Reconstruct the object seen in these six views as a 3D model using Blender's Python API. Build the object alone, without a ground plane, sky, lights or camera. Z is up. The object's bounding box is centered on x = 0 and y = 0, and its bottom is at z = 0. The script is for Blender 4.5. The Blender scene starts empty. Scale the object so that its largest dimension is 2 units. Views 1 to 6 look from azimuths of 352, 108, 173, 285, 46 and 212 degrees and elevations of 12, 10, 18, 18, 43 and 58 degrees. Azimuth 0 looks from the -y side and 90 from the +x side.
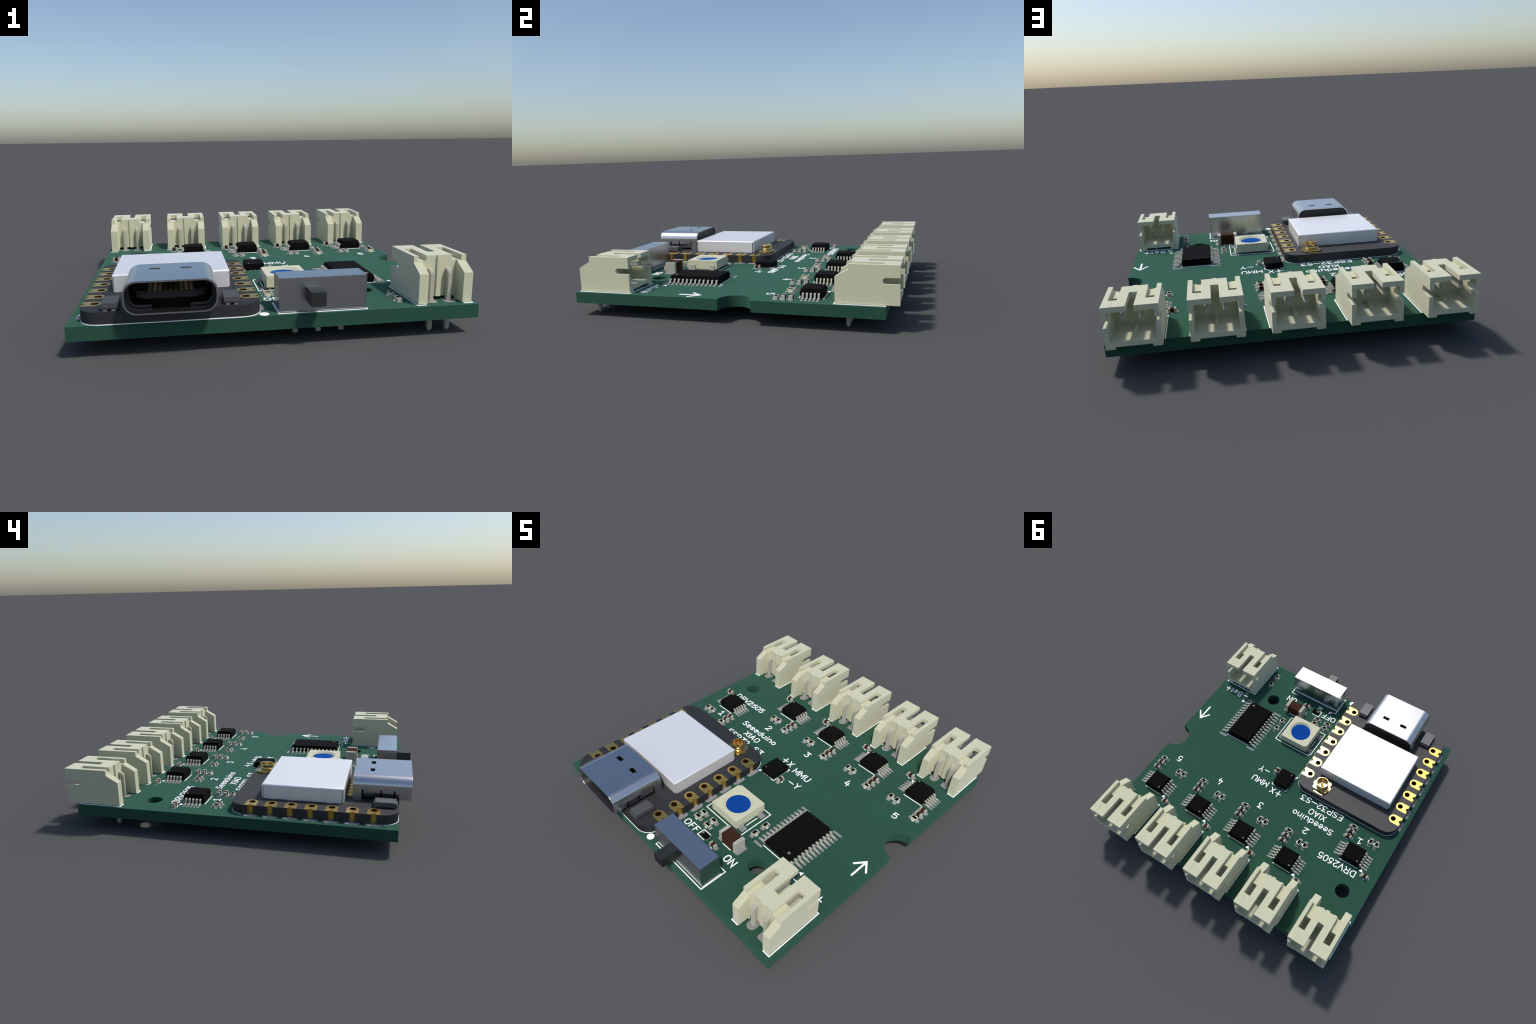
"""A small square green circuit board: five white motor connectors in a row, a
battery connector, a black controller module with a USB socket, a slide switch,
an indicator lamp, driver chips and small passive parts.
All part sizes below are in millimetres of the real board; S scales to the scene."""
import bpy, bmesh, math
from mathutils import Vector, Matrix

S = 2.0 / 45.14          # scene metres per board millimetre
Z0 = 0.0801              # height of the board's underside (the pin tips reach z = 0)
TOP = 1.50               # board top, mm above its underside
SEAT = 1.53              # where parts sit (on the pads)

# ------------------------------------------------------------------ materials
def material(name, color, rough=0.5, metal=0.0, spec=0.5, grain=0.0, grain_scale=60.0, bump=0.0):
    m = bpy.data.materials.new(name)
    m.use_nodes = True
    nt = m.node_tree
    b = nt.nodes["Principled BSDF"]
    b.inputs["Base Color"].default_value = (*color, 1)
    b.inputs["Roughness"].default_value = rough
    b.inputs["Metallic"].default_value = metal
    b.inputs["Specular IOR Level"].default_value = spec
    tc = nt.nodes.new("ShaderNodeTexCoord")
    n = nt.nodes.new("ShaderNodeTexNoise")
    n.inputs["Scale"].default_value = grain_scale
    n.inputs["Detail"].default_value = 3
    nt.links.new(tc.outputs["Object"], n.inputs["Vector"])
    if grain:
        r = nt.nodes.new("ShaderNodeValToRGB")
        r.color_ramp.elements[0].position = 0.3
        r.color_ramp.elements[1].position = 0.7
        r.color_ramp.elements[0].color = (*[c * (1 - grain) for c in color], 1)
        r.color_ramp.elements[1].color = (*[min(1, c * (1 + grain)) for c in color], 1)
        nt.links.new(n.outputs["Fac"], r.inputs["Fac"])
        nt.links.new(r.outputs["Color"], b.inputs["Base Color"])
    if bump:
        bp = nt.nodes.new("ShaderNodeBump")
        bp.inputs["Strength"].default_value = bump
        bp.inputs["Distance"].default_value = 0.001
        nt.links.new(n.outputs["Fac"], bp.inputs["Height"])
        nt.links.new(bp.outputs["Normal"], b.inputs["Normal"])
    return m

GREEN = material("green_solder_mask", (0.078, 0.200, 0.141), 1.0, 1.0, 0.5, 0.015, 9)
SILK = material("white_ink", (0.95, 0.95, 0.95), 1.0, 0, 0.3)
PADM = material("tinned_pad", (0.48, 0.478, 0.487), 1.0, 1.0, 0.5)
IVORY = material("ivory_plastic", (0.7776, 0.7697, 0.6261), 1.0, 1.0, 0.5, 0.01, 20)
PINM = material("tin_plated_pin", (0.6453, 0.6383, 0.5721), 1.0, 1.0, 0.5)
LEADM = material("chip_lead_metal", (0.6453, 0.6383, 0.5721), 1.0, 1.0, 0.5)
CHIPM = material("black_epoxy", (0.0192, 0.0185, 0.0185), 1.0, 1.0, 0.5, 0.05, 40)
DOTM = material("moulded_mark", (0.4353, 0.3984, 0.3162), 1.0, 1.0, 0.5)
BROWN = material("brown_ceramic", (0.1186, 0.0593, 0.038), 1.0, 1.0, 0.5)
ENDM = material("component_end_cap", (0.6453, 0.6383, 0.5721), 1.0, 1.0, 0.5)
CREAM = material("cream_ceramic", (0.7776, 0.7697, 0.6261), 1.0, 1.0, 0.5)
BLACKR = material("black_resistive_film", (0.0075, 0.008, 0.0091), 1.0, 1.0, 0.5)
BLUE = material("blue_lens", (0.0168, 0.1343, 0.4874), 1.0, 1.0, 0.5)
MODPCB = material("black_module_mask", (0.080, 0.080, 0.082), 0.70, 1.0, 0.5)
GOLD = material("gold_plating", (0.80, 0.52, 0.14), 0.34, 1.0, 0.5)
GOLDB = material("polished_gold", (0.70, 0.52, 0.24), 0.22, 1.0, 0.5)
GOLDD = material("gold_darkened_for_hole_shade", (0.20, 0.115, 0.030), 0.5, 1.0, 0.5)  # gold plating browned down so the drilled holes look dark inside
STEEL = material("polished_steel", (0.575, 0.58, 0.59), 0.27, 1.0, 0.5)
CAN = material("matt_nickel_can", (0.84, 0.84, 0.84), 0.40, 0.42, 0.5)
BTNM = material("dark_button_metal", (0.165, 0.165, 0.175), 0.72, 1.0, 0.5)
BTNL = material("button_leg_metal", (0.45, 0.45, 0.45), 0.45, 1.0, 0.5)
KNOBM = material("black_knob_plastic", (0.075, 0.075, 0.075), 0.52, 0.95, 0.5)
PLUGM = material("black_socket_plastic", (0.012, 0.012, 0.013), 0.45, 0, 0.4)

# ------------------------------------------------------------------ scene helpers
root = bpy.data.objects.new("circuit_board", None)
bpy.context.scene.collection.objects.link(root)
root["label"] = "green square circuit board with white connectors and black module"
root["category"] = "circuit board"

def loc(x, y, z=0.0):
    return Vector((x * S, y * S, z * S))

def put(name, mesh, parent=None, at=(0, 0, 0), turn=0.0, kind=None):
    o = bpy.data.objects.new(name, mesh)
    bpy.context.scene.collection.objects.link(o)
    p = parent or root
    o.parent = p
    o.location = loc(*at) + (Vector((0, 0, Z0)) if p is root else Vector())
    o.rotation_euler = (0, 0, turn)
    if kind:
        o["kind"] = kind
    return o

class Build:
    """Collects closed solids in millimetres, several materials allowed."""
    def __init__(self):
        self.v, self.f, self.m, self.mats = [], [], [], []
    def mat(self, material):
        if material not in self.mats:
            self.mats.append(material)
        return self.mats.index(material)
    def add(self, verts, faces, material):
        k, i = len(self.v), self.mat(material)
        self.v += [tuple(p) for p in verts]
        self.f += [tuple(a + k for a in f) for f in faces]
        self.m += [i] * len(faces)
    def box(self, x0, x1, y0, y1, z0, z1, material):
        self.prism([(x0, y0), (x1, y0), (x1, y1), (x0, y1)], z0, z1, material)
    def prism(self, poly, z0, z1, material):
        n = len(poly)
        v = [(x, y, z0) for x, y in poly] + [(x, y, z1) for x, y in poly]
        f = [tuple(reversed(range(n))), tuple(range(n, 2 * n))]
        f += [(i, (i + 1) % n, n + (i + 1) % n, n + i) for i in range(n)]
        self.add(v, f, material)
    def prism_x(self, poly_yz, x0, x1, material):
        n = len(poly_yz)
        v = [(x0, y, z) for y, z in poly_yz] + [(x1, y, z) for y, z in poly_yz]
        f = [tuple(range(n)), tuple(reversed(range(n, 2 * n)))]
        f += [((i + 1) % n, i, n + i, n + (i + 1) % n) for i in range(n)]
        self.add(v, f, material)
    def loft(self, rings, material, caps=True):
        n = len(rings[0])
        v = [p for r in rings for p in r]
        f = []
        for a in range(len(rings) - 1):
            for i in range(n):
                j = (i + 1) % n
                f.append((a * n + i, a * n + j, a * n + n + j, a * n + n + i))
        if caps:
            f.append(tuple(reversed(range(n))))
            f.append(tuple(range(len(v) - n, len(v))))
        self.add(v, f, material)
    def lathe(self, profile, cx, cy, material, n=40):
        """profile: closed loop of (radius, z)."""
        rings = [[(cx + r * math.cos(2 * math.pi * i / n), cy + r * math.sin(2 * math.pi * i / n), z)
                  for i in range(n)] for r, z in profile]
        self.loft(rings, material, caps=True)
    def tube(self, outer, inner, z0, z1, material):
        """a slab with outline `outer` and one hole `inner` (same point count)."""
        n = len(outer)
        v = [(x, y, z) for z in (z0, z1) for L in (outer, inner) for x, y in L]
        f = []
        for i in range(n):
            j = (i + 1) % n
            f += [(i, j, 2 * n + j, 2 * n + i), (n + j, n + i, 3 * n + i, 3 * n + j),
                  (2 * n + i, 2 * n + j, 3 * n + j, 3 * n + i), (j, i, n + i, n + j)]
        self.add(v, f, material)
    def sweep(self, path_uz, w, t, material, at=(0, 0), turn=0.0):
        """flat strip of width w, thickness t along a path in the (u, z) plane."""
        c, s = math.cos(turn), math.sin(turn)
        rings = []
        P = [Vector(p) for p in path_uz]
        for i, p in enumerate(P):
            a = (P[i] - P[i - 1]).normalized() if i else None
            b = (P[i + 1] - P[i]).normalized() if i < len(P) - 1 else None
            d = (a + b).normalized() if a and b else (a or b)
            k = t / 2 / max(0.5, (d.dot(a) if a else 1))
            nrm = Vector((-d.y, d.x)) * k
            ring = []
            for (q, sgn) in ((p + nrm, -1), (p + nrm, 1), (p - nrm, 1), (p - nrm, -1)):
                u, vv = q.x, sgn * w / 2
                ring.append((at[0] + c * u - s * vv, at[1] + s * u + c * vv, q.y))
            rings.append(ring)
        self.loft(rings, material)
    def mesh(self, name, smooth=None, bevel=0.0):
        me = bpy.data.meshes.new(name)
        me.from_pydata([(x * S, y * S, z * S) for x, y, z in self.v], [], self.f)
        for m in self.mats:
            me.materials.append(m)
        me.polygons.foreach_set("material_index", self.m)
        bm = bmesh.new()
        bm.from_mesh(me)
        bmesh.ops.recalc_face_normals(bm, faces=bm.faces)
        if bevel:
            es = [e for e in bm.edges if e.is_manifold and e.calc_face_angle(0) > 0.5]
            bmesh.ops.bevel(bm, geom=es, offset=bevel * S, segments=2, profile=0.5, affect='EDGES', clamp_overlap=True)
        bm.to_mesh(me)
        bm.free()
        return finish_smooth(me, smooth) if smooth else me

def arc(cx, cy, r, a0, a1, n):
    return [(cx + r * math.cos(math.radians(a0 + (a1 - a0) * i / n)),
             cy + r * math.sin(math.radians(a0 + (a1 - a0) * i / n))) for i in range(n + 1)]

def round_rect(x0, x1, y0, y1, r, n=6):
    return (arc(x1 - r, y1 - r, r, 0, 90, n) + arc(x0 + r, y1 - r, r, 90, 180, n)
            + arc(x0 + r, y0 + r, r, 180, 270, n) + arc(x1 - r, y0 + r, r, 270, 360, n))

def circle(cx, cy, r, n=32):
    return arc(cx, cy, r, 0, 360 - 360 / n, n - 1)

def carve(base, cutters, name):
    """boolean difference, evaluated to a plain mesh."""
    a = bpy.data.objects.new("carve_base", base)
    bpy.context.scene.collection.objects.link(a)
    tmp = []
    for c in cutters:
        b = bpy.data.objects.new("carve_tool", c)
        bpy.context.scene.collection.objects.link(b)
        md = a.modifiers.new("cut", 'BOOLEAN')
        md.operation, md.solver, md.object = 'DIFFERENCE', 'EXACT', b
        tmp.append(b)
    dg = bpy.context.evaluated_depsgraph_get()
    me = bpy.data.meshes.new_from_object(a.evaluated_get(dg))
    me.name = name
    for o in [a] + tmp:
        bpy.data.objects.remove(o, do_unlink=True)
    return me

def finish_smooth(me, deg):
    """smooth shading by angle; large flat faces keep their own flat shading."""
    me.shade_smooth()
    me.set_sharp_from_angle(angle=math.radians(deg))
    o = bpy.data.objects.new("shading", me)
    bpy.context.scene.collection.objects.link(o)
    md = o.modifiers.new("weights", 'WEIGHTED_NORMAL')
    md.keep_sharp, md.weight = True, 95
    out = bpy.data.meshes.new_from_object(o.evaluated_get(bpy.context.evaluated_depsgraph_get()))
    out.name = me.name
    bpy.data.objects.remove(o, do_unlink=True)
    return out

# ------------------------------------------------------------------ printed ink strokes
class Ink:
    """flat strokes with round ends, printed on the board."""
    def __init__(self):
        self.b = Build()
        self.k = 0
    def stroke(self, pts, w=0.15, closed=False, z0=TOP - 0.02, z1=1.55):
        z1 = z1 + 0.006 * (self.k % 5)       # crossing strokes never share a plane
        self.k += 1
        P = [Vector(p) for p in pts]
        if closed and (P[0] - P[-1]).length < 1e-6:
            P.pop()
        n, h = len(P), w / 2
        L, R = [], []
        for i in range(n):
            a = (P[i] - P[i - 1]).normalized() if (i or closed) else None
            b = (P[(i + 1) % n] - P[i]).normalized() if (i < n - 1 or closed) else None
            d = (a + b) if a and b else (a or b)
            d = d.normalized() if d.length > 1e-4 else Vector((-a.y, a.x))
            k = h / max(0.35, d.dot(a) if a else 1)
            nn = Vector((-d.y, d.x)) * k
            L.append(P[i] + nn)
            R.append(P[i] - nn)
        if closed:
            self.b.tube([tuple(p) for p in L], [tuple(p) for p in R], z0, z1, SILK)
            return
        def cap(c, ang):
            return [(c.x + h * math.cos(ang + math.pi * i / 6), c.y + h * math.sin(ang + math.pi * i / 6)) for i in range(1, 6)]
        d0, d1 = P[1] - P[0], P[-1] - P[-2]
        start = cap(P[0], math.atan2(d0.y, d0.x) + math.pi / 2)
        end = cap(P[-1], math.atan2(d1.y, d1.x) - math.pi / 2)
        # body strip and the two round ends as one shell
        top = [tuple(p) for p in L] + [tuple(p) for p in R] + start + end
        N = len(top)
        sI, eI = 2 * n, 2 * n + 5
        loop = list(range(n, 2 * n)) + list(range(eI, eI + 5)) + list(range(n - 1, -1, -1)) + list(range(sI, sI + 5))
        v = [(x, y, z1) for x, y in top] + [(x, y, z0) for x, y in top]
        f = [(i, n + i, n + i + 1, i + 1) for i in range(n - 1)]
        f += [tuple([0] + list(range(sI, sI + 5)) + [n]), tuple([2 * n - 1] + list(range(eI, eI + 5)) + [n - 1])]
        m = len(loop)
        f += [(loop[i], loop[(i + 1) % m], N + loop[(i + 1) % m], N + loop[i]) for i in range(m)]
        self.b.add(v, f, SILK)
    def fill(self, pts, z1=1.55):
        self.b.prism(pts, TOP - 0.02, z1, SILK)
    def done(self, name, parent=None, at=(0, 0, 0), kind=None):
        return put(name, self.b.mesh(name), parent, at, kind=kind)

def bow(cx, cy, rx, ry, a0, a1, n=12):
    return [(cx + rx * math.cos(math.radians(a0 + (a1 - a0) * i / n)), cy + ry * math.sin(math.radians(a0 + (a1 - a0) * i / n))) for i in range(n + 1)]

def glyphs():
    """stroke letters, capitals 1 high; value = (advance width, strokes)."""
    g = {}
    g['I'] = (0.42, [[(0.21, 0), (0.21, 1)]])
    g['X'] = (0.86, [[(0.1, 0), (0.76, 1)], [(0.1, 1), (0.76, 0)]])
    g['Y'] = (0.86, [[(0.1, 1), (0.43, 0.48), (0.76, 1)], [(0.43, 0.48), (0.43, 0)]])
    g['A'] = (0.90, [[(0.1, 0), (0.45, 1), (0.8, 0)], [(0.22, 0.3), (0.68, 0.3)]])
    g['O'] = (1.04, [[*bow(0.52, 0.66, 0.35, 0.34, 0, 180), *bow(0.52, 0.34, 0.35, 0.34, 180, 360), (0.87, 0.66)]])
    g['F'] = (0.86, [[(0.15, 0), (0.15, 1), (0.72, 1)], [(0.15, 0.52), (0.55, 0.52)]])
    g['E'] = (0.88, [[(0.74, 0), (0.15, 0), (0.15, 1), (0.74, 1)], [(0.15, 0.52), (0.58, 0.52)]])
    g['N'] = (1.04, [[(0.17, 0), (0.17, 1), (0.87, 0), (0.87, 1)]])
    g['M'] = (1.14, [[(0.15, 0), (0.15, 1), (0.57, 0.3), (0.99, 1), (0.99, 0)]])
    g['U'] = (1.04, [[(0.17, 1), *bow(0.52, 0.32, 0.35, 0.32, 180, 360), (0.87, 1)]])
    g['V'] = (0.86, [[(0.06, 1), (0.43, 0), (0.80, 1)]])
    g['D'] = (1.00, [[(0.15, 0), (0.15, 1), (0.42, 1), *bow(0.42, 0.5, 0.42, 0.5, 90, -90)[1:], (0.15, 0)]])
    P = [(0.15, 0), (0.15, 1), (0.55, 1), *bow(0.55, 0.73, 0.25, 0.27, 90, -90)[1:], (0.15, 0.46)]
    g['P'] = (0.96, [P])
    g['R'] = (0.98, [P, [(0.5, 0.46), (0.83, 0)]])
    g['B'] = (0.98, [[(0.15, 0), (0.15, 1), (0.52, 1), *bow(0.52, 0.77, 0.24, 0.23, 90, -90)[1:], (0.15, 0.54)],
                     [(0.52, 0.54), *bow(0.52, 0.27, 0.30, 0.27, 90, -90)[1:], (0.15, 0)]])
    g['S'] = (0.90, [[(0.74, 0.88), *bow(0.45, 0.76, 0.29, 0.24, 60, 270, 9), *bow(0.45, 0.26, 0.30, 0.26, 90, -130, 9)[1:], (0.12, 0.09)]])
    g['a'] = (0.84, [[(0.68, 0), (0.68, 0.44), *bow(0.42, 0.44, 0.26, 0.24, 0, 150, 6)[1:]],
                     [(0.68, 0.36), (0.38, 0.36), *bow(0.36, 0.18, 0.22, 0.18, 90, 270, 6), (0.50, 0.0), (0.68, 0.1)]])
    g['t'] = (0.62, [[(0.28, 0.96), (0.28, 0.2), (0.36, 0.04), (0.52, 0)], [(0.08, 0.67), (0.52, 0.67)]])
    g['e'] = (0.86, [[(0.16, 0.38), (0.72, 0.38), *bow(0.43, 0.40, 0.29, 0.30, 0, 180, 8)[1:], *bow(0.43, 0.28, 0.29, 0.28, 180, 315, 7)]])
    g['d'] = (0.88, [[(0.72, 1), (0.72, 0)], [(0.72, 0.55), (0.5, 0.67), *bow(0.42, 0.335, 0.28, 0.335, 100, 260, 8), (0.5, 0), (0.72, 0.1)]])
    g['u'] = (0.86, [[(0.15, 0.67), *bow(0.40, 0.24, 0.25, 0.24, 180, 280, 6), (0.7, 0.14)], [(0.7, 0.67), (0.7, 0)]])
    g['i'] = (0.44, [[(0.22, 0), (0.22, 0.67)], [(0.22, 0.95), (0.22, 1.0)]])
    g['n'] = (0.86, [[(0.15, 0), (0.15, 0.67)], [(0.15, 0.53), *bow(0.45, 0.43, 0.25, 0.24, 110, 0, 6), (0.70, 0)]])
    g['o'] = (0.86, [bow(0.43, 0.335, 0.30, 0.335, 0, 360, 16)])
    g['1'] = (0.86, [[(0.14, 0.80), (0.34, 0.88), (0.44, 1), (0.44, 0)], [(0.14, 0), (0.74, 0)]])
    g['2'] = (0.86, [[*bow(0.43, 0.73, 0.28, 0.27, 165, -20, 10), (0.13, 0), (0.76, 0)]])
    g['3'] = (0.86, [[(0.13, 1), (0.73, 1), (0.42, 0.62), *bow(0.45, 0.31, 0.30, 0.31, 85, -150, 11)]])
    g['4'] = (0.86, [[(0.36, 1), (0.1, 0.3), (0.8, 0.3)], [(0.6, 0.6), (0.6, 0)]])
    g['5'] = (0.86, [[(0.70, 1), (0.2, 1), (0.15, 0.54), *bow(0.43, 0.32, 0.31, 0.32, 115, -145, 11)]])
    g['6'] = (0.86, [[(0.66, 1), (0.42, 0.93), (0.2, 0.66), (0.14, 0.33), *bow(0.44, 0.31, 0.30, 0.31, 180, 530, 16)]])
    g['0'] = (0.86, [[*bow(0.43, 0.66, 0.29, 0.34, 0, 180), *bow(0.43, 0.34, 0.29, 0.34, 180, 360), (0.72, 0.66)]])
    g['+'] = (1.06, [[(0.10, 0.4), (0.96, 0.4)], [(0.53, -0.03), (0.53, 0.83)]])
    g['-'] = (1.06, [[(0.10, 0.4), (0.96, 0.4)]])
    return g
GLYPH = glyphs()

def lettering(text, x0, x1, y0, y1, w=0.155, lower_min=0.0, name="printed_lettering"):
    """print text so that the ink reaches from x0 to x1 and capitals from y0 to y1."""
    cur, strokes = 0.0, []
    for ch in text:
        adv, ss = GLYPH[ch]
        strokes += [[(cur + x, y) for x, y in s] for s in ss]
        cur += adv
    xs = [x for s in strokes for x, y in s]
    a, b = min(xs), max(xs)
    X0, X1, Y0, Y1 = x0 + w / 2, x1 - w / 2, y0 + w / 2, y1 - w / 2
    k = (X1 - X0) / (b - a)
    ink = Ink()
    for s in strokes:
        pts = [(X0 + (x - a) * k, Y0 + y * (Y1 - Y0)) for x, y in s]
        closed = len(pts) > 3 and (Vector(pts[0]) - Vector(pts[-1])).length < 1e-4
        if closed:
            q = [pts[0]]
            for p in pts[1:-1]:
                if (Vector(p) - Vector(q[-1])).length > 1e-4:
                    q.append(p)
            pts = q
        else:
            q = [pts[0]]
            for p in pts[1:]:
                if (Vector(p) - Vector(q[-1])).length > 1e-4:
                    q.append(p)
            pts = q
        ink.stroke(pts, w, closed)
    return ink.done(name)

# ------------------------------------------------------------------ the bare board
HOLES = [(10.87, -13.50), (-17.38, 11.38)]
JST = [(17.60 - 8.80 * i, 16.32) for i in range(5)]
BAT = (17.50, -19.06)
SWITCH_PINS = [1.81, 4.31, 6.81]

half = 21.0
notch = arc(21.0, 2.23, 2.23, 270, 90, 40)
outline = [(-half, -half), (half, -half), *[(x, y) for x, y in notch], (half, half), (-half, half)]
bd = Build(); bd.prism(outline, 0, TOP, GREEN)
ct = Build()
for hx, hy in HOLES:
    ct.prism(circle(hx, hy, 1.10, 48), -1, 3, GREEN)
for cx, cy in JST + [BAT]:
    for px in (-1, 1):
        ct.prism(circle(cx + px, cy, 0.40, 20), -1, 3, GREEN)
for px in SWITCH_PINS:
    ct.prism(circle(px, -18.45, 0.45, 20), -1, 3, GREEN)
board = put("board_panel", finish_smooth(carve(bd.mesh("board_blank"), [ct.mesh("drills")], "board_panel"), 40))

# ------------------------------------------------------------------ wire-to-board connectors
def housing_mesh():
    b = Build()
    b.prism_x([(-1.37, 0), (6.25, 0), (6.25, 4.8), (0.25, 4.8), (0.25, 4.12), (-1.37, 3.2)], -2.95, 2.95, IVORY)
    def cut(*boxes):
        c = Build()
        for q in boxes:
            c.box(*q, IVORY)
        return c.mesh("tool")
    cuts = [
        cut((-1.95, -0.26, -3, 0.45, -1, 6), (0.26, 1.95, -3, 0.45, -1, 6)),             # space behind the back wall
        cut((-0.5, 0.5, -3, 0.28, -1, 6)),
        cut((-1.951, 1.951, -3.1, 7.5, -1.1, 0.28)),                                       # gap under the body
        cut((-2.42, -1.45, -3.2, 2.5, 4.22, 6.1), (1.45, 2.42, -3.2, 2.5, 4.22, 6.1)),   # side channels in the roof
        cut((-2.42, -1.45, 2.45, 4.4, 3.9, 6.2), (1.45, 2.42, 2.45, 4.4, 3.9, 6.2)),
        cut((-2.45, 2.45, 2.4, 7.6, 0.82, 4.18)),
        cut((-2.451, 2.451, 1.97, 2.6, 0.815, 3.95)),                                         # socket
        cut((-0.45, 0.45, 2.38, 7.7, 3.5, 6.3)),                                          # key slot
        cut((1.90, 1.94, 4.2, 7.8, 4.765, 6.4)),
    ]
    sl = Build()
    prof = arc(4.65, 2.90, 0.40, 90, 270, 14) + [(7.9, 2.5), (7.9, 3.3)]
    for x0, x1 in ((-3.5, -2.2), (2.2, 3.5)):
        sl.prism_x(prof, x0, x1, IVORY)
    cuts.append(sl.mesh("tool"))
    me = carve(b.mesh("housing_blank"), cuts, "connector_housing")
    # key rib on the socket floor
    r = Build()
    r.box(-0.20, 0.20, 1.9, 4.0, 0.80, 1.12, IVORY)
    bm = bmesh.new(); bm.from_mesh(me); bm.from_mesh(r.mesh("rib"))
    bm.to_mesh(me); bm.free()
    return finish_smooth(me, 25)

def pin_mesh():
    """square wire, bent from the board into the socket."""
    h, c = 0.255, 0.07
    sec = [(-h + c, -h), (h - c, -h), (h, -h + c), (h, h - c), (h - c, h), (-h + c, h), (-h, h - c), (-h, -h + c)]
    zc = 3.16
    path = [(0, -3.16), (0, zc - 0.36)] + [(0.36 - 0.36 * math.cos(a), zc - 0.36 + 0.36 * math.sin(a))
            for a in [math.radians(15 * i) for i in range(1, 7)]] + [(5.35, zc)]
    rings = []
    tip = [(x * 0.35, y * 0.35, -3.41) for x, y in sec]
    rings.append(tip)
    for i, (y, z) in enumerate(path):
        a = Vector(path[i]) - Vector(path[max(0, i - 1)])
        b = Vector(path[min(i + 1, len(path) - 1)]) - Vector(path[i])
        d = ((a.normalized() if a.length else Vector((0, 0))) + (b.normalized() if b.length else Vector((0, 0)))).normalized()
        n = Vector((d.y, -d.x))            # section 'y' axis
        rings.append([(sx, y + n.x * sy, z + n.y * sy) for sx, sy in sec])
    rings.append([(sx * 0.6, 5.5, zc + (-sy) * 0.6) for sx, sy in sec])
    b = Build(); b.loft(rings, PINM)
    return b.mesh("connector_pin", smooth=35)

def ring_pad(rx, ry, hole, square=False):
    b = Build()
    n = 32
    inner = circle(0, 0, hole, n)
    outer = []
    for i in range(n):
        a = 2 * math.pi * i / n
        c, s = math.cos(a), math.sin(a)
        if square:
            k = 1 / max(abs(c) / rx, abs(s) / ry)
            k = min(k, 1.0 / ((abs(c) / rx) ** 6 + (abs(s) / ry) ** 6) ** (1 / 6))
        else:                              # slot-shaped pad: straight flanks, round ends
            st = ry - rx
            x, y = rx * c, rx * s + (st if s > 1e-6 else -st if s < -1e-6 else 0)
            outer.append((x, y)); continue
        outer.append((k * c, k * s))
    b.tube(outer, inner, -0.012, 0.026, PADM)
    b.tube(inner, circle(0, 0, hole - 0.03, n), -1.5, 0.026, PADM)
    b.tube(outer, inner, -1.526, -1.488, PADM)
    return b.mesh("pin_pad")

HOUSING, PIN = housing_mesh(), pin_mesh()
PAD_SLOT, PAD_SQ, PAD_RND = ring_pad(0.60, 0.875, 0.40), ring_pad(0.60, 0.875, 0.40, True), ring_pad(1.10, 1.10, 0.45)

def connector_outline(cx, cy, battery):
    ink = Ink()
    w = 0.12
    f = 6.36 if battery else 21.0 - cy - 0.06
    for s in (-1, 1):
        ink.stroke([(cx + s * 1.86, cy + 0.14), (cx + s * 2.14, cy + 0.14), (cx + s * 2.14, cy - 1.46), (cx + s * 3.06, cy - 1.46), (cx + s * 3.06, cy + f)]
                   + ([(cx, cy + f)] if battery else []), w)
        ink.stroke([(cx + s * 0.5, cy + 2.0), (cx + s * 0.5, cy + f - 0.12)], w)
        ink.stroke([(cx + s * 3.0, cy + 0.14), (cx + s * 2.75, cy + 0.14)], w)
    ink.stroke([(cx - 0.5, cy + 2.0), (cx + 0.5, cy + 2.0)], w)
    ink.done("printed_outline")

for (cx, cy) in JST + [BAT]:
    c = put("wire_connector", HOUSING, at=(cx, cy, 1.6))
    for s in (1, -1):
        put("connector_pin", PIN, c, (s, 0, 0))
        put("pin_pad", PAD_SQ if s > 0 else PAD_SLOT, at=(cx + s, cy, TOP))
    connector_outline(cx, cy, (cx, cy) == BAT)

# ------------------------------------------------------------------ chips
def epoxy(hx, hy, z0, zm, z1, d0, d1, r=0.12):
    b = Build()
    def ring(k, z):
        return [(x, y, z) for x, y in round_rect(-hx + k, hx - k, -hy + k, hy - k, r, 2)]
    b.loft([ring(d0, z0), ring(0, zm - 0.06), ring(0, zm + 0.06), ring(d1 * 0.92, z1 - 0.03), ring(d1, z1)], CHIPM)
    return b.mesh("chip_body")

def gull(u0, zb, u1, u2, w, t, zf, name):
    b = Build()
    r = 0.10
    z1 = zf + t / 2
    b.sweep([(u0, zb), (u1 - 0.09, zb), (u1, zb - 0.03), (u1 + 0.06, zb - 0.12), (u2 - 0.12, z1 + 0.13), (u2 - 0.04, z1 + 0.03), (u2 + 0.06, z1), (u2 + 0.52, z1)], w, t, LEADM)
    return b.mesh(name, smooth=50)

def dot(r, z):
    b = Build(); b.prism(circle(0, 0, r, 24), z - 0.03, z + 0.012, DOTM)
    return b.mesh("pin_one_mark")

stuff_pads = Build()
def small_pad(x, y, w, h, r=0.12):
    r = min(r, w / 2 - 0.01, h / 2 - 0.01)
    stuff_pads.prism(round_rect(x - w / 2, x + w / 2, y - h / 2, y + h / 2, r, 4), TOP - 0.012, TOP + 0.026, PADM)

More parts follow.
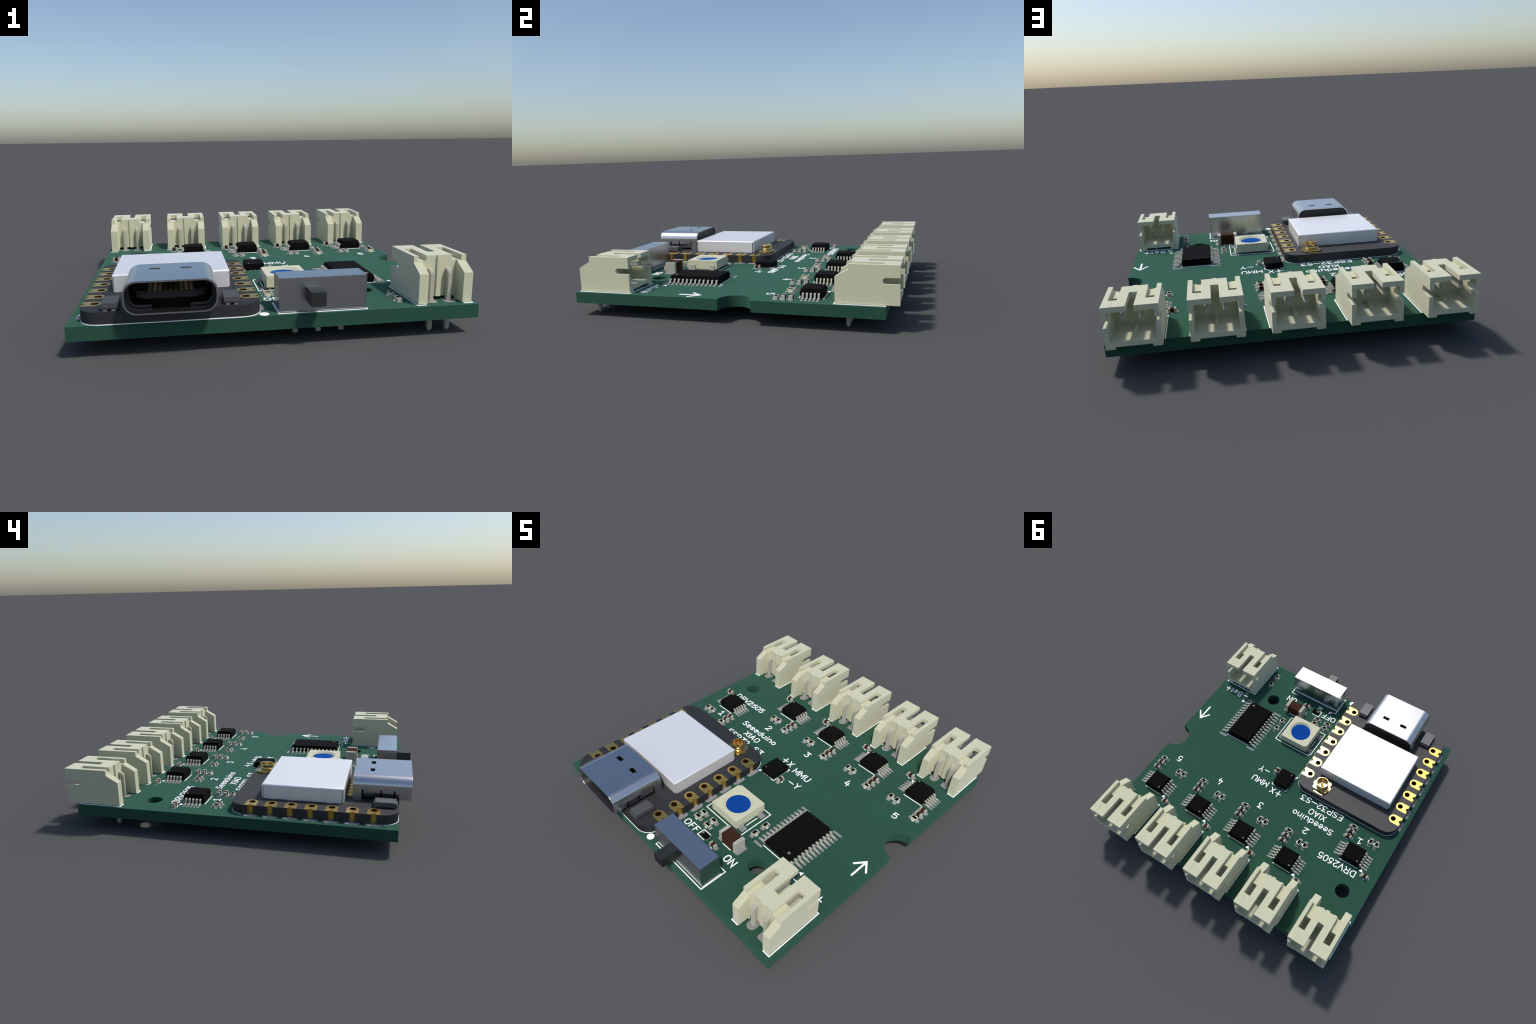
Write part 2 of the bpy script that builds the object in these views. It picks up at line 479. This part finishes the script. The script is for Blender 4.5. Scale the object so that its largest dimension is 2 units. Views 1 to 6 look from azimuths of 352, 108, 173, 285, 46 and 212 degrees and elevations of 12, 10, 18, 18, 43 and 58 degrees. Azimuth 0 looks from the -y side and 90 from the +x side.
DRIVERS = [(17.15, 11.70), (8.90, 11.70), (0.53, 11.70), (-7.77, 11.70), (-16.08, 5.59)]
BODY_D = epoxy(1.50, 1.50, 1.62, 2.18, 2.76, 0.10, 0.20)
LEAD_D = gull(1.42, 2.16, 1.74, 1.93, 0.23, 0.15, SEAT, "chip_lead")
DOT_D = dot(0.13, 2.76)
for (x, y) in DRIVERS:
    c = put("driver_chip", BODY_D, at=(x, y, 0))
    put("pin_one_mark", DOT_D, c, (-1.03, 1.02, 0))
    for i in range(5):
        yy = 1.0 - 0.5 * i
        put("chip_lead", LEAD_D, c, (0, yy, 0), 0)
        put("chip_lead", LEAD_D, c, (0, yy, 0), math.pi)
        for s in (-1, 1):
            small_pad(x + s * 2.17, y + yy, 1.45, 0.30)
    ink = Ink()
    ink.stroke([(x - 1.5, y - 1.56), (x + 1.5, y - 1.56)], 0.12)
    ink.stroke([(x - 1.5, y + 1.56), (x + 1.5, y + 1.56)], 0.12)
    ink.fill([(x - 1.84, y + 1.72), (x - 2.52, y + 1.72), (x - 2.16, y + 1.25)])
    ink.done("printed_outline")

SX, SY = 11.26, -6.62
c = put("bus_switch_chip", epoxy(2.2, 3.9, 1.62, 2.08, 2.56, 0.10, 0.19), at=(SX, SY, 0))
put("pin_one_mark", dot(0.20, 2.56), c, (1.39, -3.10, 0))
LEAD_S = gull(2.12, 2.06, 2.46, 2.66, 0.24, 0.15, SEAT, "chip_lead")
for i in range(12):
    yy = 3.575 - 0.65 * i
    for s in (0, 1):
        put("chip_lead", LEAD_S, c, (0, yy, 0), s * math.pi)
        small_pad(SX + (1 - 2 * s) * 2.865, SY + yy, 1.45, 0.36)
for sx in (-1, 1):
    for sy in (-1, 1):
        small_pad(SX + sx * 2.865, SY + sy * 4.375, 1.45, 0.36)
ink = Ink()
for s in (-1, 1):
    ink.stroke([(SX - 2.2, SY + s * 4.03), (SX + 2.2, SY + s * 4.03)], 0.12)
ink.fill([(15.02, -10.25), (15.52, -10.52), (15.52, -9.90)])
ink.done("printed_outline")

mb = Build()
mb.loft([[(x, y, z) for x, y in round_rect(-1.25 + k, 1.25 - k, -1.5 + k, 1.5 - k, 0.06, 2)] for k, z in ((0, 1.57), (0, 2.36), (0.03, 2.39))], CHIPM)
c = put("motion_sensor_chip", mb.mesh("motion_sensor_body"), at=(0, 0, 0))
put("pin_one_mark", dot(0.11, 2.39), c, (-0.78, -1.05, 0))
for i in range(4):
    for s in (-1, 1):
        small_pad(s * 1.12, -0.75 + 0.5 * i, 0.55, 0.28)
for i in range(3):
    for s in (-1, 1):
        small_pad(-0.5 + 0.5 * i, s * 1.37, 0.28, 0.55)
ink = Ink()
for sx, sy in ((1, -1), (-1, 1), (1, 1)):
    ink.stroke([(sx * 0.85, sy * 1.63), (sx * 1.37, sy * 1.63), (sx * 1.37, sy * 1.05)], 0.12)
ink.stroke([(-1.37, -1.45), (-1.37, -0.95)], 0.12)
ink.fill([(-1.30, -1.55), (-1.66, -1.86), (-1.66, -1.38)])
ink.done("printed_outline")

# ------------------------------------------------------------------ small passive parts
def chip_part(L, W, H, e, core, zc, film=None):
    """core block and two wrapped end caps: (core mesh, cap mesh)."""
    b = Build()
    b.box(-L / 2 + 0.02, L / 2 - 0.02, -W / 2 + 0.015, W / 2 - 0.015, SEAT, SEAT + zc, core)
    if film:
        b.box(-L / 2 + e - 0.05, L / 2 - e + 0.05, -W / 2 + 0.06, W / 2 - 0.06, SEAT + zc - 0.02, SEAT + zc + 0.012, film)
    t = Build()
    t.box(-L / 2, -L / 2 + e, -W / 2, W / 2, SEAT - 0.005, SEAT + H, ENDM)
    return b.mesh("part_core"), t.mesh("end_cap", bevel=min(0.035, e * 0.2), smooth=30)

CAP = chip_part(1.0, 0.50, 0.55, 0.27, BROWN, 0.535)
RES = chip_part(1.0, 0.50, 0.40, 0.21, CREAM, 0.385, BLACKR)
BIG = chip_part(3.2, 1.62, 1.66, 0.52, BROWN, 1.635)

part_ticks = Ink()
def passive(kind, x, y, turn):
    core, end = {"c": CAP, "r": RES, "b": BIG}[kind]
    o = put({"c": "ceramic_capacitor", "r": "chip_resistor", "b": "bulk_capacitor"}[kind], core, at=(x, y, 0), turn=turn)
    put("end_cap", end, o)
    put("end_cap", end, o, turn=math.pi)
    if kind == "b":
        px, pw, ph, ty, tl, w = 1.46, 1.05, 1.72, 0.93, 0.72, 0.12
    else:
        px, pw, ph, ty, tl, w = 0.51, 0.54, 0.64, 0.38, 0.15, 0.12
    for s in (-1, 1):
        if turn:
            small_pad(x, y + s * px, ph, pw, 0.2)
            part_ticks.stroke([(x + s * ty, y - tl), (x + s * ty, y + tl)], w)
        else:
            small_pad(x + s * px, y, pw, ph, 0.2)
            part_ticks.stroke([(x - tl, y + s * ty), (x + tl, y + s * ty)], w)

Q = math.pi / 2
PAIR_LEFT = [-2.42, -2.10, -2.15, -1.18, -2.22]
for (x, y), px in zip(DRIVERS, PAIR_LEFT):
    passive("r", x + px, y - 3.42, Q)
    passive("r", x + px + 1.0, y - 3.42, Q)
    passive("r", x + 2.21, y - 4.33, 0)
    passive("c", x + 2.21, y - 3.35, 0)
    passive("c", x + 2.21, y - 2.35, 0)
    passive("c", x - 3.05, y + 2.14, 0)
for x, y in ((-0.29, -12.84), (-0.29, -13.86), (1.75, -12.84), (1.75, -13.86)):
    passive("r", x, y, 0)
for x, y in ((6.90, -8.32), (6.90, -10.22), (13.17, -18.33), (13.17, -16.29)):
    passive("r", x, y, Q)
passive("c", 4.88, -15.47, 0)
passive("c", 2.02, -0.90, Q)
passive("b", 6.08, -13.36, 0)
part_ticks.done("printed_part_ticks", kind="stuff")

# tiny diode
b = Build()
b.loft([[(x, y, z) for x, y in round_rect(-0.60 + k, 0.60 - k, -0.36 + k, 0.36 - k, 0.05, 2)] for k, z in ((0.02, SEAT), (0, 1.80), (0.06, 1.99))], CHIPM)
d = put("diode", b.mesh("diode_body"), at=(2.86, -15.20, 0))
b = Build(); b.box(-0.48, -0.20, -0.22, 0.22, 1.97, 2.005, DOTM)
put("cathode_band", b.mesh("cathode_band"), d)
for s in (-1, 1):
    small_pad(2.86 + s * 0.45, -15.20, 0.40, 0.78, 0.08)
ink = Ink()
ink.stroke([(3.24, -15.75), (1.93, -15.75), (1.93, -14.60), (3.24, -14.60)], 0.12)
ink.stroke([(2.95, -16.12), (2.95, -16.82), (2.42, -16.47)], 0.10, closed=True)
ink.stroke([(2.36, -16.86), (2.36, -16.10)], 0.10)
ink.done("printed_outline")

# ------------------------------------------------------------------ indicator lamp
LX, LY, LT = 2.41, -9.12, 3.15
b = Build()
body = round_rect(-2.48, 2.48, -2.48, 2.48, 0.02, 1)
b.prism(body, 1.62, LT, IVORY)
lens = Build()
N = 48
lens.loft([[(x, y, z) for x, y in circle(0, 0, r, N)] for r, z in ((1.66, LT - 0.30), (1.98, LT + 0.02), (1.99, LT + 0.5))], IVORY)
cor = Build()
cor.prism([(-3, 1.55), (-1.55, 3), (-3, 3)], LT - 0.40, LT + 1, IVORY)
under = Build()
under.box(-3, 3, -3, 3, 1.0, 1.80, IVORY)
keep = Build()
keep.box(-2.35, 2.35, -1.9, 1.9, 1.54, 1.82, IVORY)
lamp = put("indicator_lamp", finish_smooth(carve(b.mesh("lamp_blank"), [lens.mesh("t"), cor.mesh("t"), under.mesh("t")], "lamp_housing"), 30), at=(LX, LY, 0))
put("lamp_foot", keep.mesh("lamp_foot"), lamp)
b = Build(); b.prism(circle(0, 0, 1.655, N), LT - 0.36, LT - 0.28, BLUE)
put("lamp_lens", b.mesh("lamp_lens"), lamp)
b = Build()
b.box(2.35, 2.60, -0.44, 0.44, SEAT, 2.45, LEADM)
b.box(1.9, 2.60, -0.44, 0.44, SEAT + 0.001, 1.70, LEADM)
LAMP_LEAD = b.mesh("lamp_lead", bevel=0.06, smooth=30)
for s in (0, 1):
    for yy in (-1.65, 1.65):
        put("lamp_lead", LAMP_LEAD, lamp, (0, yy, 0), s * math.pi)
        small_pad(LX + (1 - 2 * s) * 2.42, LY + yy, 1.5, 0.92, 0.1)
ink = Ink()
ink.stroke([(5.87, -6.42), (5.87, -11.84), (-1.04, -11.84), (-1.04, -6.86), (-0.64, -6.42)], 0.12, closed=True)
ink.stroke([(5.10, -10.06), (5.10, -8.20)], 0.12)
ink.stroke([(-0.30, -10.06), (-0.30, -8.20)], 0.12)
ink.done("printed_outline")

# ------------------------------------------------------------------ slide switch
b = Build()
b.box(-0.17, 8.79, -20.44, -17.60, 1.56, 5.14, STEEL)
sw = put("slide_switch", b.mesh("switch_shell", bevel=0.03, smooth=30), at=(0, 0, 0))
b = Build()
for x0 in (-0.25, 8.79):
    b.box(x0, x0 + 0.08, -20.46, -17.58, 1.55, 5.16, STEEL)
put("shell_end_plate", b.mesh("shell_end_plate"), sw)
b = Build(); b.box(2.55, 4.06, -22.57, -20.0, 2.64, 4.10, KNOBM)
put("switch_knob", b.mesh("switch_knob", bevel=0.03, smooth=30), sw)
b = Build()
b.prism([(-0.26, -0.17), (0.26, -0.17), (0.26, 0.17), (-0.26, 0.17)], -1.30, 2.0, PINM)
SW_PIN = b.mesh("switch_pin", bevel=0.04, smooth=30)
for k, px in enumerate(SWITCH_PINS):
    put("switch_pin", SW_PIN, sw, (px, -18.45, 0))
    put("pin_pad", PAD_RND, at=(px, -18.45, TOP))
ink = Ink()
ink.stroke([(0.10, -16.88), (-0.32, -16.88), (-0.32, -20.62), (8.94, -20.62), (8.94, -16.88), (7.70, -16.88)], 0.12)
ink.stroke([(-0.24, -17.52), (8.86, -17.52)], 0.12)
ink.fill([(0.86, -16.74), (0.80, -16.06), (0.22, -16.74)])
ink.fill(circle(-1.78, -20.46, 0.50, 32))
ink.done("printed_outline")

# ------------------------------------------------------------------ controller module
MX0, MX1, MY0, MY1 = -19.81, -2.02, -20.96, 0.03
MC = -10.915
MT = 2.79
PADY = [-2.80 - 2.54 * i for i in range(7)]
b = Build()
b.prism(round_rect(MX0, MX1, MY0, MY1, 1.95, 12), 1.58, MT, MODPCB)
c = Build()
for y in PADY:
    for s in (-1, 1):
        c.prism(circle(MC + s * 8.895, y, 0.33, 24), 1, 4, MODPCB)
        c.prism(circle(MC + s * 7.61, y, 0.43, 24), 1, 4, MODPCB)
module = put("controller_module", finish_smooth(carve(b.mesh("module_blank"), [c.mesh("t")], "module_panel"), 40), at=(0, 0, 0))

# gold edge pad: flag with a drilled hole and a half-round plated groove at the edge (x = 0 is the board edge)
b = Build()
b.prism([(0, -0.77), (0, 0.77)] + arc(-1.17, 0, 0.77, 90, 270, 16), MT - 0.005, MT + 0.025, GOLD)
c = Build()
c.prism(circle(-1.285, 0, 0.43, 24), 1, 4, GOLD)
c.prism(circle(0, 0, 0.33, 24), 1, 4, GOLD)
EDGE_PAD = carve(b.mesh("pad_blank"), [c.mesh("t")], "edge_pad")
b = Build()
o, i = arc(0, 0, 0.345, 90, 270, 14), arc(0, 0, 0.30, 90, 270, 14)
b.prism(o + list(reversed(i)), 1.62, MT + 0.012, GOLD)
GROOVE = b.mesh("plated_groove", smooth=40)
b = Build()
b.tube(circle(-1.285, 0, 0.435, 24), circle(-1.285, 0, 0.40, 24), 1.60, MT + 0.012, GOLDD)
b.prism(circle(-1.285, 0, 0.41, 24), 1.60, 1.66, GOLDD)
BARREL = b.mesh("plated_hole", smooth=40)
b = Build()
b.prism([(-1.6, -0.95), (0.28, -0.95)] + arc(0.10, -0.55, 0.45, -60, 0, 5) + arc(0.10, 0.55, 0.45, 0, 60, 5) + [(0.28, 0.95), (-1.6, 0.95)], TOP - 0.012, TOP + 0.04, PADM)
LAND = b.mesh("solder_land")
for y in PADY:
    for x, t in ((MX1, 0.0), (MX0, math.pi)):
        put("edge_pad", EDGE_PAD, module, (x, y, 0), t)
        put("plated_groove", GROOVE, module, (x, y, 0), t)
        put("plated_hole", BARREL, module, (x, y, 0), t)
        put("solder_land", LAND, at=(x, y, 0), turn=t)

ink = Ink()
for s in (-1, 1):        # module outline, broken where the lands are
    edge = MC + s * 8.905
    ink.stroke([(edge, -1.60)] + [(MC + s * (6.945 + 1.96 * math.sin(math.radians(90 - a))), -1.92 + 1.96 * math.sin(math.radians(a))) for a in range(10, 91, 8)] + [(MC, 0.045)], 0.09)
    ink.stroke([(edge, -19.10)] + [(MC + s * (6.945 + 1.96 * math.sin(math.radians(90 - a))), -19.01 - 1.96 * math.sin(math.radians(a))) for a in range(2, 91, 8)] + [(MC, -20.975)], 0.09)
ink.done("printed_outline")

# shielding can
b = Build()
b.box(-17.18, -4.60, -14.25, -3.67, MT + 0.05, 4.80, CAN)
can = b.mesh("can_blank")
bm = bmesh.new(); bm.from_mesh(can)
es = [e for e in bm.edges if all(v.co.z > 4.6 * S for v in e.verts)]
bmesh.ops.bevel(bm, geom=es, offset=0.20 * S, segments=4, profile=0.5, affect='EDGES')
bm.to_mesh(can); bm.free()
c, c2 = Build(), Build()          # the four folded walls leave an open slit at every corner
for sx, x in ((1, -17.18), (-1, -4.60)):
    for sy, y in ((1, -14.25), (-1, -3.67)):
        xa, xb = sorted((x - sx * 0.2, x + sx * 0.17))
        ya, yb = sorted((y - sy * 0.2, y + sy * 0.28))
        c.box(xa, xb, ya, yb, 2, 4.56, CAN)
        xa, xb = sorted((x + sx * 0.1, x + sx * 0.50))
        ya, yb = sorted((y + sy * 0.19, y + sy * 0.28))
        c2.box(xa, xb, ya, yb, 2.01, 4.55, CAN)
shield = put("shielding_can", finish_smooth(carve(can, [c.mesh("t"), c2.mesh("t")], "shielding_can"), 40), module)
b = Build()
for x in (-15.5, -11.5, -7.0):
    for y in (-14.23, -3.79):
        b.box(x, x + 1.0, y, y + 0.10, MT - 0.005, MT + 0.10, CAN)
for y in (-13.0, -8.0, -5.6):
    for x in (-17.16, -4.72):
        b.box(x, x + 0.10, y, y + 1.0, MT - 0.005, MT + 0.10, CAN)
put("can_foot", b.mesh("can_foot"), shield)

# antenna socket
UX, UY = -6.12, -1.80
b = Build()
b.prism(round_rect(UX - 1.28, UX + 1.28, UY - 1.25, UY + 1.15, 0.35, 4), MT, MT + 0.26, GOLDB)
ant = put("antenna_socket", b.mesh("antenna_base", bevel=0.04, smooth=40), module)
b = Build()
b.lathe([(0.80, MT + 0.20), (0.90, MT + 0.24), (0.90, MT + 0.52), (0.99, MT + 0.60), (0.99, MT + 0.66), (0.93, MT + 0.76), (0.93, MT + 0.84), (0.99, MT + 0.94), (1.0, MT + 1.18), (0.96, MT + 1.24), (0.89, MT + 1.24), (0.82, MT + 1.12), (0.76, MT + 0.36), (0.3, MT + 0.33)], UX, UY, GOLDB, 48)
put("antenna_ring", b.mesh("antenna_ring", smooth=50), ant)
b = Build()
b.lathe([(0.20, MT + 0.2), (0.20, MT + 0.92), (0.17, MT + 1.02), (0.08, MT + 1.07)], UX, UY, GOLDB, 24)
put("antenna_contact", b.mesh("antenna_contact", smooth=50), ant)
b = Build()
b.box(UX - 0.85, UX + 0.75, UY + 1.36, UY + 1.60, MT - 0.005, MT + 0.10, GOLDB)
b.box(UX + 1.2, UX + 1.50, UY - 0.35, UY + 0.30, MT - 0.005, MT + 0.16, GOLDB)
b.box(UX - 1.50, UX - 1.2, UY - 0.35, UY + 0.30, MT - 0.005, MT + 0.16, GOLDB)
put("antenna_tab", b.mesh("antenna_tab"), ant)

# two push buttons beside the socket
b = Build(); b.box(-0.80, 0.80, -1.29, 1.29, 2.92, 3.55, BTNM)
BTN = b.mesh("push_button", bevel=0.02, smooth=30)
b = Build()
for x in (-0.60, 0.20):
    for s in (-1, 1):
        y0, y1 = sorted((s * 1.0, s * 1.42))
        b.box(x, x + 0.42, y0, y1, MT - 0.005, 2.97, BTNL)
for s in (-1, 1):
    y0, y1 = sorted((s * 1.2, s * 1.46))
    b.box(-0.75, 0.75, y0, y1, 3.10, 3.28, BTNM)
BTN_LEGS = b.mesh("button_leg")
for x in (MC - 5.90, MC + 5.90):
    p = put("push_button", BTN, module, (x, -19.34, 0))
    put("button_leg", BTN_LEGS, p)

# USB socket
UC, UZ, YF, YB = -10.92, 4.37, -22.42, -15.17
def stadium(k, y, n=8):
    return [(UC + x, y, UZ + z) for x, z in round_rect(-4.46 + k, 4.46 - k, -1.64 + k, 1.64 - k, 1.28 - k * 0.6, n)]
b = Build()
o0, o1, i1, i0 = stadium(0.015, YF), stadium(0, YF + 0.02), None, None
rings = [stadium(0.18, YF + 0.12), stadium(0.17, YF + 0.02), stadium(0.16, YF), stadium(0.015, YF), stadium(0, YF + 0.03), stadium(0, YB - 0.03), stadium(0.02, YB), stadium(0.16, YB), stadium(0.18, YB - 0.05), stadium(0.18, YF + 0.12)]
b.loft(rings, STEEL, caps=False)
shell = b.mesh("socket_shell_blank")
bm = bmesh.new(); bm.from_mesh(shell)
bmesh.ops.remove_doubles(bm, verts=bm.verts, dist=1e-6)
bmesh.ops.recalc_face_normals(bm, faces=bm.faces)
bm.to_mesh(shell); bm.free()
c = Build()
for x in (-1.57, 1.57):
    c.box(UC + x - 0.55, UC + x + 0.55, -17.76, -17.18, UZ + 1.2, UZ + 2.2, STEEL)
cs = Build()
for y in (-16.40, -18.72, -20.35):
    for s in (-1, 1):
        x0, x1 = sorted((UC + s * 3.0, UC + s * 5.0))
        cs.box(x0, x1, y - 0.11, y + 0.11, 2.0, 4.30, STEEL)
shell = finish_smooth(carve(shell, [c.mesh("t"), cs.mesh("t")], "usb_socket"), 35)
usb = put("usb_socket", shell, module)
b = Build()
for s in (-1, 1):       # rear anchoring legs stand straight down to the module
    x0, x1 = sorted((UC + s * 4.24, UC + s * 4.485))
    b.box(x0, x1, -16.28, YB, MT - 0.02, UZ + 0.1, STEEL)
put("socket_leg", b.mesh("socket_leg"), usb)
b = Build()
b.loft([[(UC + x, y, UZ + z) for x, z in round_rect(-4.29, 4.29, -1.47, 1.47, 1.15, 8)] for y in (-16.9, YB - 0.14)], PLUGM)
b.box(UC - 4.2, UC + 4.2, -16.4, YB - 0.30, MT, UZ, PLUGM)
# tongue, narrower at its front edge
hw, hz = 3.30, 0.33
b.loft([[(UC - w, y, UZ - hz), (UC + w, y, UZ - hz), (UC + w, y, UZ + hz), (UC - w, y, UZ + hz)] for w, y in ((hw, -16.8), (hw, -20.7), (2.40, -21.45))], PLUGM)
put("socket_core", b.mesh("socket_core"), usb)
# side linings of the mouth
b = Build()
for s in (-1, 1):
    path = [(4.26, 0.75), (4.26, -0.25)] + arc(3.10, -0.25, 1.16, 0, -90, 8) + [(1.85, -1.41)]
    inn = [(4.0, 0.75), (4.0, -0.25)] + arc(3.10, -0.25, 0.90, 0, -90, 8) + [(1.85, -1.15)]
    poly = [(UC + s * x, UZ + z) for x, z in path + list(reversed(inn))]
    n = len(poly)
    v = [(x, -20.7, z) for x, z in poly] + [(x, -16.8, z) for x, z in poly]
    b.add(v, [tuple(range(n)), tuple(reversed(range(n, 2 * n)))] + [(i, (i + 1) % n, n + (i + 1) % n, n + i) for i in range(n)], PLUGM)
put("socket_lining", b.mesh("socket_lining"), usb)
b = Build()
b.box(-0.15, 0.15, -21.15, -17.0, UZ + hz - 0.03, UZ + hz + 0.02, GOLD)
STRIP = b.mesh("socket_contact")
b = Build()
b.box(-0.14, 0.14, -15.60, -14.45, MT - 0.005, MT + 0.12, GOLD)
TAIL = b.mesh("contact_tail", bevel=0.02)
for i in range(9):
    put("socket_contact", STRIP, usb, (UC - 2.0 + 0.5 * i, 0, 0))
for i in range(12):
    put("contact_tail", TAIL, usb, (UC - 2.75 - 0.45 + 0.58 * i, 0, 0))

put("solder_pads", stuff_pads.mesh("solder_pads"), kind="stuff")

# ------------------------------------------------------------------ printed writing
for text, x0, x1, y0, y1, w in (
    ("DRV2605", -17.83, -11.42, 7.66, 8.78, 0.145),
    ("Seeeduino", -11.52, -4.18, 3.60, 4.68, 0.145),
    ("XIAO", -9.42, -6.36, 2.03, 3.11, 0.145),
    ("ESP32-S3", -11.66, -3.98, 0.44, 1.54, 0.145),
    ("MMU", 1.80, 4.85, 1.60, 2.74, 0.145),
    ("+", -0.98, 0.0, 2.10, 3.55, 0.145), ("X", 0.22, 1.02, 2.08, 3.22, 0.145),
    ("-", 2.92, 3.87, -0.50, 0.60, 0.145), ("Y", 4.06, 4.88, -0.53, 0.60, 0.145),
    ("OFF", -1.04, 1.60, -15.86, -14.80, 0.145), ("ON", 7.15, 8.94, -16.0, -14.80, 0.17),
    ("-", 15.16, 16.06, -11.90, -10.85, 0.145), ("Bat", 16.40, 18.80, -11.80, -10.70, 0.145), ("+", 18.84, 19.80, -11.93, -10.50, 0.145),
    ("1", -16.16, -15.30, 2.40, 3.50, 0.145), ("2", -8.14, -7.28, 5.46, 6.58, 0.145), ("3", 0.32, 1.14, 5.46, 6.58, 0.145),
    ("4", 8.50, 9.28, 5.28, 6.58, 0.145), ("5", 16.90, 17.66, 5.42, 6.54, 0.145)):
    lettering(text, x0, x1, y0, y1, w)
ink = Ink()
ink.stroke([(19.62, -5.80), (19.62, -2.95)], 0.26)
ink.stroke([(18.66, -4.26), (19.62, -2.93), (20.60, -4.26)], 0.26)
ink.done("printed_arrow")
